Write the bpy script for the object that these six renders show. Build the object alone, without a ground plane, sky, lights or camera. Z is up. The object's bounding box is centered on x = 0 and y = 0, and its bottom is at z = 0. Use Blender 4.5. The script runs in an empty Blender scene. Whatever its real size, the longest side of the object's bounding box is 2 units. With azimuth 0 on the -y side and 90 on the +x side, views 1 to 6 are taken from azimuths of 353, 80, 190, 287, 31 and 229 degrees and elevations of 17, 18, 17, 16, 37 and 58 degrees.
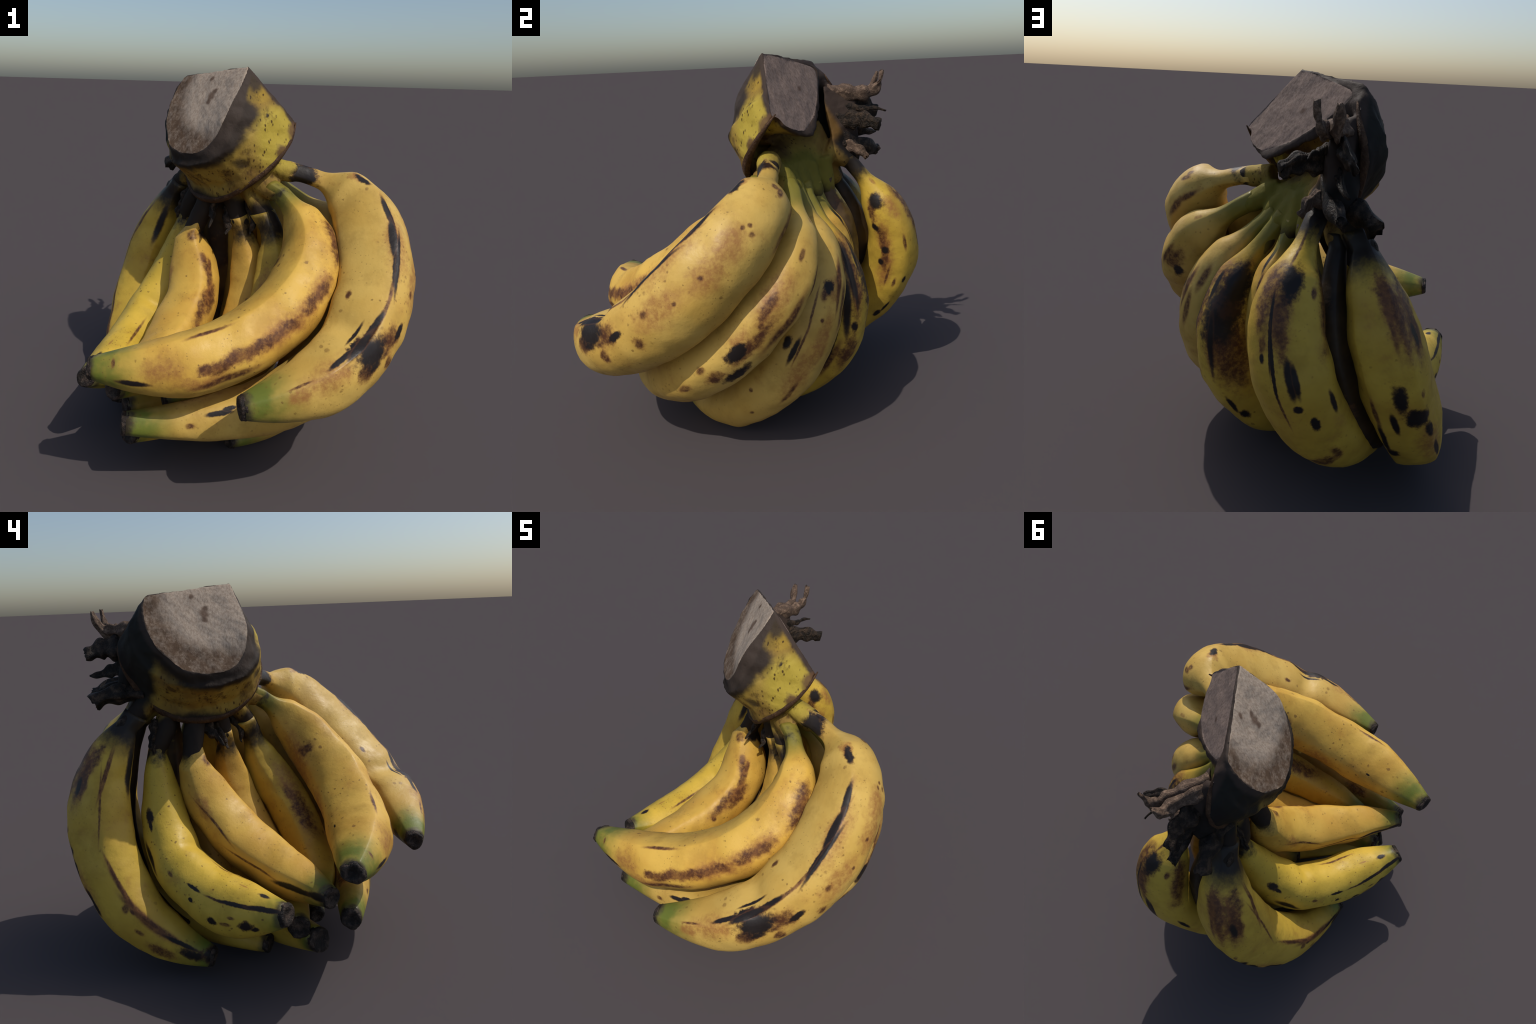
# A hand of ripe bananas hanging from its cut crown, with dried flower stalks.
import numpy as np
import math

# ---------------------------------------------------------------- GEOMETRY RULES
# Every banana is a spine (cubic B-spline through control points P), a radius
# profile R along it, and a rounded five-sided section given by its support
# function  h(a) = 1 + sum of small harmonics H (pairs cos, sin of 2a..5a).
BANANAS = {
"A": dict(P=[(0.321, 0.034, 1.430), (0.585, -0.03, 1.365), (0.683, -0.20, 1.178), (0.65, -0.455, 0.942), (0.50, -0.70, 0.732), (0.25, -0.876, 0.609), (-0.086, -0.945, 0.594)],
     R=[0.05, 0.145, 0.185, 0.192, 0.17, 0.157, 0.048], H=[0.036, -0.024, 0.043, 0.035, 0.007, -0.005, -0.018, -0.001], root=(.14, .08, 1.46)),
"B": dict(P=[(0.206, -0.014, 1.323), (0.348, -0.168, 1.178), (0.326, -0.338, 0.996), (0.157, -0.508, 0.825), (-0.104, -0.646, 0.706), (-0.412, -0.709, 0.656), (-0.735, -0.697, 0.681)],
     R=[0.05, 0.126, 0.171, 0.169, 0.166, 0.162, 0.05], H=[-0.02, 0.081, -0.063, 0.016, 0.016, 0.028, 0.013, -0.0], root=(.05, .10, 1.40)),
"C": dict(P=[(0.27, 0.165, 1.311), (0.575, 0.135, 1.125), (0.668, -0.06, 0.87), (0.575, -0.315, 0.625), (0.33, -0.532, 0.418), (-0.09, -0.615, 0.32), (-0.605, -0.675, 0.375)],
     R=[0.046, 0.138, 0.16, 0.17, 0.164, 0.119, 0.05], H=[0.04, -0.024, -0.011, 0.006, 0.001, -0.006, 0.007, 0.011], root=(.09, .13, 1.40)),
"D": dict(P=[(0.14, 0.225, 1.261), (0.356, 0.284, 1.044), (0.462, 0.224, 0.783), (0.468, 0.09, 0.505), (0.383, -0.085, 0.262), (0.188, -0.272, 0.102), (-0.094, -0.405, 0.074)],
     R=[0.045, 0.128, 0.154, 0.166, 0.156, 0.124, 0.045], H=[-0.01, -0.015, 0.009, 0.01, -0.004, -0.004, 0.004, 0.003], root=(.03, .18, 1.40)),
"E": dict(P=[(0.08, 0.28, 1.237), (0.295, 0.405, 0.946), (0.308, 0.425, 0.615), (0.178, 0.31, 0.325), (-0.02, 0.10, 0.148), (-0.286, -0.18, 0.118), (-0.595, -0.521, 0.235)],
     R=[0.048, 0.116, 0.148, 0.168, 0.168, 0.124, 0.060], H=[0.043, 0.001, -0.002, -0.009, 0.001, -0.003, 0.006, 0.006], root=(-.04, .26, 1.40)),
"G": dict(P=[(-0.149, 0.613, 1.364), (-0.07, 0.823, 1.099), (-0.108, 0.888, 0.81), (-0.218, 0.80, 0.53), (-0.345, 0.575, 0.295), (-0.446, 0.224, 0.145), (-0.485, -0.226, 0.10)],
     R=[0.045, 0.14, 0.165, 0.156, 0.156, 0.119, 0.05], H=[-0.062, 0.049, 0.001, -0.008, 0.004, -0.004, 0.007, -0.01], root=(-.16, .46, 1.46)),
"H": dict(P=[(-0.366, 0.577, 1.25), (-0.433, 0.685, 1.065), (-0.52, 0.712, 0.83), (-0.607, 0.645, 0.58), (-0.671, 0.50, 0.349), (-0.706, 0.285, 0.186), (-0.704, 0.01, 0.125)],
     R=[0.06, 0.145, 0.178, 0.168, 0.158, 0.131, 0.05], H=[0.056, 0.077, 0.02, 0.019, -0.01, -0.014, 0.022, 0.006], root=(-.24, .46, 1.42)),
"I": dict(P=[(-0.309, 0.44, 1.09), (-0.362, 0.416, 0.853), (-0.458, 0.352, 0.662), (-0.559, 0.225, 0.52), (-0.636, 0.034, 0.429), (-0.711, -0.185, 0.407), (-0.803, -0.41, 0.475)],
     R=[0.048, 0.105, 0.132, 0.138, 0.139, 0.146, 0.05], H=[0.047, -0.115, -0.04, 0.016, -0.026, -0.0, -0.041, 0.004], root=(-.20, .38, 1.34)),
"J": dict(P=[(-0.280, 0.245, 1.035), (-0.245, 0.205, 0.845), (-0.25, 0.108, 0.70), (-0.321, -0.052, 0.597), (-0.403, -0.236, 0.524), (-0.509, -0.419, 0.496), (-0.656, -0.59, 0.505)],
     R=[0.082, 0.15, 0.145, 0.154, 0.136, 0.108, 0.048], H=[0.093, 0.011, -0.138, 0.046, -0.05, 0.015, -0.023, 0.04], root=(-.14, .26, 1.32)),
"K": dict(P=[(0.02, 0.15, 1.08), (0.07, 0.16, 0.90), (0.08, 0.10, 0.70), (0.0, -0.03, 0.48), (-0.15, -0.19, 0.34), (-0.36, -0.33, 0.29), (-0.62, -0.42, 0.30)],
     R=[0.05, 0.108, 0.125, 0.13, 0.125, 0.10, 0.055], H=[0.03, 0, 0, 0.02, 0, 0, 0.01, 0], root=(-.06, .18, 1.34)),
"L": dict(P=[(0.17, 0.04, 1.13), (0.22, 0.01, 0.95), (0.20, -0.11, 0.77), (0.12, -0.25, 0.60), (-0.04, -0.37, 0.47), (-0.24, -0.45, 0.39), (-0.42, -0.5, 0.38)],
     R=[0.06, 0.122, 0.138, 0.135, 0.125, 0.10, 0.05], H=[0.03, 0, 0, 0.02, 0, 0, 0.01, 0], root=(.04, .12, 1.36)),
"M": dict(P=[(-0.10, 0.44, 1.23), (-0.09, 0.495, 1.06), (-0.08, 0.51, 0.88), (-0.11, 0.50, 0.66), (-0.17, 0.44, 0.45), (-0.26, 0.30, 0.29), (-0.40, 0.08, 0.21)],
     R=[0.055, 0.11, 0.13, 0.132, 0.125, 0.10, 0.05], H=[0.03, 0, 0, 0.02, 0, 0, 0.01, 0], root=(-.12, .42, 1.42)),
"W": dict(P=[(-0.25, 0.56, 1.24), (-0.245, 0.67, 1.05), (-0.27, 0.715, 0.86), (-0.34, 0.70, 0.62), (-0.43, 0.60, 0.40), (-0.50, 0.43, 0.25), (-0.55, 0.22, 0.18)],  # added near-black finger, modelled to show the shadowed crease between G and H
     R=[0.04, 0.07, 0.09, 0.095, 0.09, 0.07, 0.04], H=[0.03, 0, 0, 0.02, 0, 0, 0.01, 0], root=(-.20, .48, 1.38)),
"X": dict(P=[(0.0, 0.36, 1.22), (0.05, 0.43, 1.04), (0.07, 0.44, 0.84), (0.06, 0.40, 0.60), (0.0, 0.31, 0.37), (-0.11, 0.18, 0.22), (-0.28, -0.02, 0.17)],
     R=[0.045, 0.10, 0.12, 0.125, 0.12, 0.095, 0.05], H=[0.03, 0, 0, 0.02, 0, 0, 0.01, 0], root=(-.06, .32, 1.40)),
}
RIDGE = dict(A=(.022, 59), B=(.030, 12), C=(.025, 61), D=(.024, 41), E=(.026, 66), G=(.022, 31), H=(.030, 3),
             I=(.034, 6), J=(.034, 50), K=(.030, 17), L=(.028, 69), M=(.026, 0), W=(.02, 0), X=(.026, 20))
# how far the slim stalk runs before the finger swells
STALK = dict(A=.03, B=.008, C=.012, D=.010, E=.010, G=.01, X=.01, L=.006)
# one-sided step in the outline: where along, which side, how deep, how wide
STEP = dict(A=((.745, 290, .15, .045), (.835, 285, -.07, .05)), I=((.42, 340, .10, .05),), H=((.30, 250, .05, .06),), G=((.35, 200, .04, .05),), C=((.5, 250, .05, .06),))
HARM = (2, 2, 3, 3, 4, 4, 5, 5)
TIP_T = .9955


def bspline_basis(n, ts):
    k = 3
    kn = np.concatenate([[0] * k, np.linspace(0, 1, n - k + 1), [1] * k])
    ts = np.clip(ts, 0, 1 - 1e-9)

    def b(i, p, t):
        if p == 0:
            return ((kn[i] <= t) & (t < kn[i + 1])).astype(float)
        a = 0
        if kn[i + p] > kn[i]:
            a = a + (t - kn[i]) / (kn[i + p] - kn[i]) * b(i, p - 1, t)
        if kn[i + p + 1] > kn[i + 1]:
            a = a + (kn[i + p + 1] - t) / (kn[i + p + 1] - kn[i + 1]) * b(i + 1, p - 1, t)
        return a
    return np.stack([b(i, k, ts) for i in range(n)], 1)


def banana_frames(key, ts):
    d = BANANAS[key]
    P, R = np.array(d["P"]), np.array(d["R"])
    N = bspline_basis(len(P), ts)
    X, r = N @ P, N @ R
    stalk = STALK.get(key, 0)
    if stalk:
        q = np.clip((ts - stalk) / .07, 0, 1)
        r = R[0] + (r - R[0]) * q * q * (3 - 2 * q)
    e = 1e-3
    T = bspline_basis(len(P), np.clip(ts + e, 0, 1)) @ P - bspline_basis(len(P), np.clip(ts - e, 0, 1)) @ P
    T /= np.linalg.norm(T, axis=1)[:, None]
    mid = (bspline_basis(len(P), np.array([.5])) @ P)[0]
    ref = .5 * (P[0] + P[-1]) - mid
    Nn = ref - (T @ ref)[:, None] * T
    Nn /= np.linalg.norm(Nn, axis=1)[:, None]
    return X, r, T, Nn, np.cross(T, Nn)


def section(key, ph, ridge=1.0):
    """support function -> section outline (radial unit offsets u, v)"""
    H = BANANAS[key]["H"]
    h, dh = np.ones_like(ph), np.zeros_like(ph)
    for i, k in enumerate(HARM):
        if i % 2 == 0:
            h, dh = h + H[i] * np.cos(k * ph), dh - k * H[i] * np.sin(k * ph)
        else:
            h, dh = h + H[i] * np.sin(k * ph), dh + k * H[i] * np.cos(k * ph)
    amp, rot = RIDGE[key]
    w = np.radians(rot)
    h, dh = h + ridge * amp * np.cos(5 * (ph - w)), dh - 5 * ridge * amp * np.sin(5 * (ph - w))
    # keep the outline convex: soften the harmonics where an edge would fold over
    a = np.linspace(0, 2 * np.pi, 360)
    bend = sum(H[i] * (1 - k * k) * (np.cos(k * a) if i % 2 == 0 else np.sin(k * a)) for i, k in enumerate(HARM))
    bend = bend - 24 * ridge * amp * np.cos(5 * (a - w))
    q = min(1.0, .94 / max(1e-6, -bend.min()))
    h, dh = 1 + (h - 1) * q, dh * q
    return h * np.cos(ph) - dh * np.sin(ph), h * np.sin(ph) + dh * np.cos(ph)


def surface(key, ts, ph, ridge=1.0):
    X, r, T, N, B = banana_frames(key, ts)
    u, v = section(key, ph, ridge)
    return X[:, None] + r[:, None, None] * (u[None, :, None] * N[:, None] + v[None, :, None] * B[:, None])


# ==== END OF SHARED GEOMETRY
import bpy
import bmesh
from mathutils import Vector, Matrix, noise as mnoise

RNG = np.random.default_rng(7)


def fbm(points, scale, octaves=3, seed=0.0):
    out = np.empty(len(points))
    off = Vector((seed * 7.3, seed * 3.1, seed * 5.7))
    for i, p in enumerate(points):
        out[i] = mnoise.fractal(Vector(p) * scale + off, 1.0, 2.0, octaves)
    return out


# ---------------------------------------------------------------- MATERIAL TOOLS
class Nodes:
    def __init__(self, name):
        self.mat = bpy.data.materials.new(name)
        self.mat.use_nodes = True
        self.t = self.mat.node_tree
        self.t.nodes.clear()
        self.out = self.new("ShaderNodeOutputMaterial")
        self.bsdf = self.new("ShaderNodeBsdfPrincipled")
        self.link(self.bsdf.outputs[0], self.out.inputs[0])
        self.co = self.new("ShaderNodeTexCoord").outputs["Object"]

    def new(self, kind, **kw):
        n = self.t.nodes.new(kind)
        for k, v in kw.items():
            setattr(n, k, v)
        return n

    def link(self, a, b):
        self.t.links.new(a, b)

    def put(self, sock, v):
        if isinstance(v, bpy.types.NodeSocket):
            self.link(v, sock)
        else:
            sock.default_value = v

    def math(self, op, a, b=0.0, c=0.0, clamp=False):
        n = self.new("ShaderNodeMath", operation=op, use_clamp=clamp)
        for s, v in zip(n.inputs, (a, b, c)):
            self.put(s, v)
        return n.outputs[0]

    def vmath(self, op, a, b=None, scale=None):
        n = self.new("ShaderNodeVectorMath", operation=op)
        self.put(n.inputs[0], a)
        if b is not None:
            self.put(n.inputs[1], b)
        if scale is not None:
            self.put(n.inputs["Scale"], scale)
        return n.outputs["Value"] if op in ("LENGTH", "DISTANCE", "DOT_PRODUCT") else n.outputs["Vector"]

    def noise(self, scale, detail=3.0, rough=.55, vec=None, color=False, distortion=0.0):
        n = self.new("ShaderNodeTexNoise")
        self.link(vec or self.co, n.inputs["Vector"])
        n.inputs["Scale"].default_value = scale
        n.inputs["Detail"].default_value = detail
        n.inputs["Roughness"].default_value = rough
        n.inputs["Distortion"].default_value = distortion
        return n.outputs["Color" if color else "Fac"]

    def voronoi(self, scale, vec=None, feature="F1", out="Distance", rand=1.0):
        n = self.new("ShaderNodeTexVoronoi", feature=feature)
        self.link(vec or self.co, n.inputs["Vector"])
        n.inputs["Scale"].default_value = scale
        n.inputs["Randomness"].default_value = rand
        return n.outputs[out]

    def ramp(self, v, lo, hi, a=0.0, b=1.0):
        n = self.new("ShaderNodeMapRange", interpolation_type="SMOOTHSTEP")
        self.put(n.inputs["Value"], v)
        for k, x in (("From Min", lo), ("From Max", hi), ("To Min", a), ("To Max", b)):
            n.inputs[k].default_value = x
        return n.outputs["Result"]

    def mix(self, fac, a, b):
        n = self.new("ShaderNodeMix", data_type="RGBA")
        self.put(n.inputs["Factor"], fac)
        for s, v in ((n.inputs[6], a), (n.inputs[7], b)):
            self.put(s, (*v, 1.0) if isinstance(v, tuple) and len(v) == 3 else v)
        return n.outputs[2]

    def warped(self, amount, scale=9.0):
        """object coordinates shaken by noise, for ragged patch edges"""
        c = self.noise(scale, 4.0, .65, color=True)
        return self.vmath("ADD", self.co, self.vmath("SCALE", self.vmath("SUBTRACT", c, (.5, .5, .5)), scale=amount))

    def ellipsoid(self, vec, centre, axes, sizes):
        """distance (in radii) from an oriented ellipsoid's centre"""
        m = Matrix([list(a) for a in axes]).transposed()
        n = self.new("ShaderNodeMapping", vector_type="TEXTURE")
        self.link(vec, n.inputs["Vector"])
        n.inputs["Location"].default_value = centre
        n.inputs["Rotation"].default_value = m.to_euler()
        n.inputs["Scale"].default_value = sizes
        return self.vmath("LENGTH", n.outputs[0])

    def finish(self, color, rough=.5, spec=.3, bump=None, strength=.3, distance=.004):
        self.put(self.bsdf.inputs["Base Color"], color)
        self.put(self.bsdf.inputs["Roughness"], rough)
        self.bsdf.inputs["Specular IOR Level"].default_value = spec
        if bump is not None:
            b = self.new("ShaderNodeBump")
            b.inputs["Strength"].default_value = strength
            b.inputs["Distance"].default_value = distance
            self.link(bump, b.inputs["Height"])
            self.link(b.outputs[0], self.bsdf.inputs["Normal"])
        return self.mat


# ---------------------------------------------------------------- BANANA SKIN
YELLOW = dict(
    pale=((.63, .41, .098), (.55, .335, .068)),
    warm=((.66, .405, .072), (.575, .325, .052)),
    lemon=((.65, .43, .055), (.56, .37, .042)),
    black=((.20, .12, .035), (.05, .027, .014)),
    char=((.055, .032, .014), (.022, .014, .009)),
    dull=((.59, .385, .050), (.50, .31, .040)),
)
GREEN = (.115, .150, .020)
BROWN = (.085, .032, .014)
BLACK = (.014, .010, .009)
TAN = (.29, .115, .034)

# key: skin kind, green length at the tip, black length at the neck, freckle amount
SKIN = dict(
    A=("pale", .20, .05, .6), B=("warm", .20, .045, .7), C=("pale", .20, .0, .4), D=("pale", .16, .0, .3),
    E=("dull", .10, .0, .6), G=("dull", .05, .10, .3), H=("dull", .16, .14, .4), I=("lemon", .12, .06, .8),
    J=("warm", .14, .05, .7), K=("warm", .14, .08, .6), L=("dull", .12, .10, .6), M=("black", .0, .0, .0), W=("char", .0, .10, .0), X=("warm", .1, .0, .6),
)
# reach of the green on the outer stalks
NECK = dict(C=.26, D=.20, E=.22, X=.16, B=.20)
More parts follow.
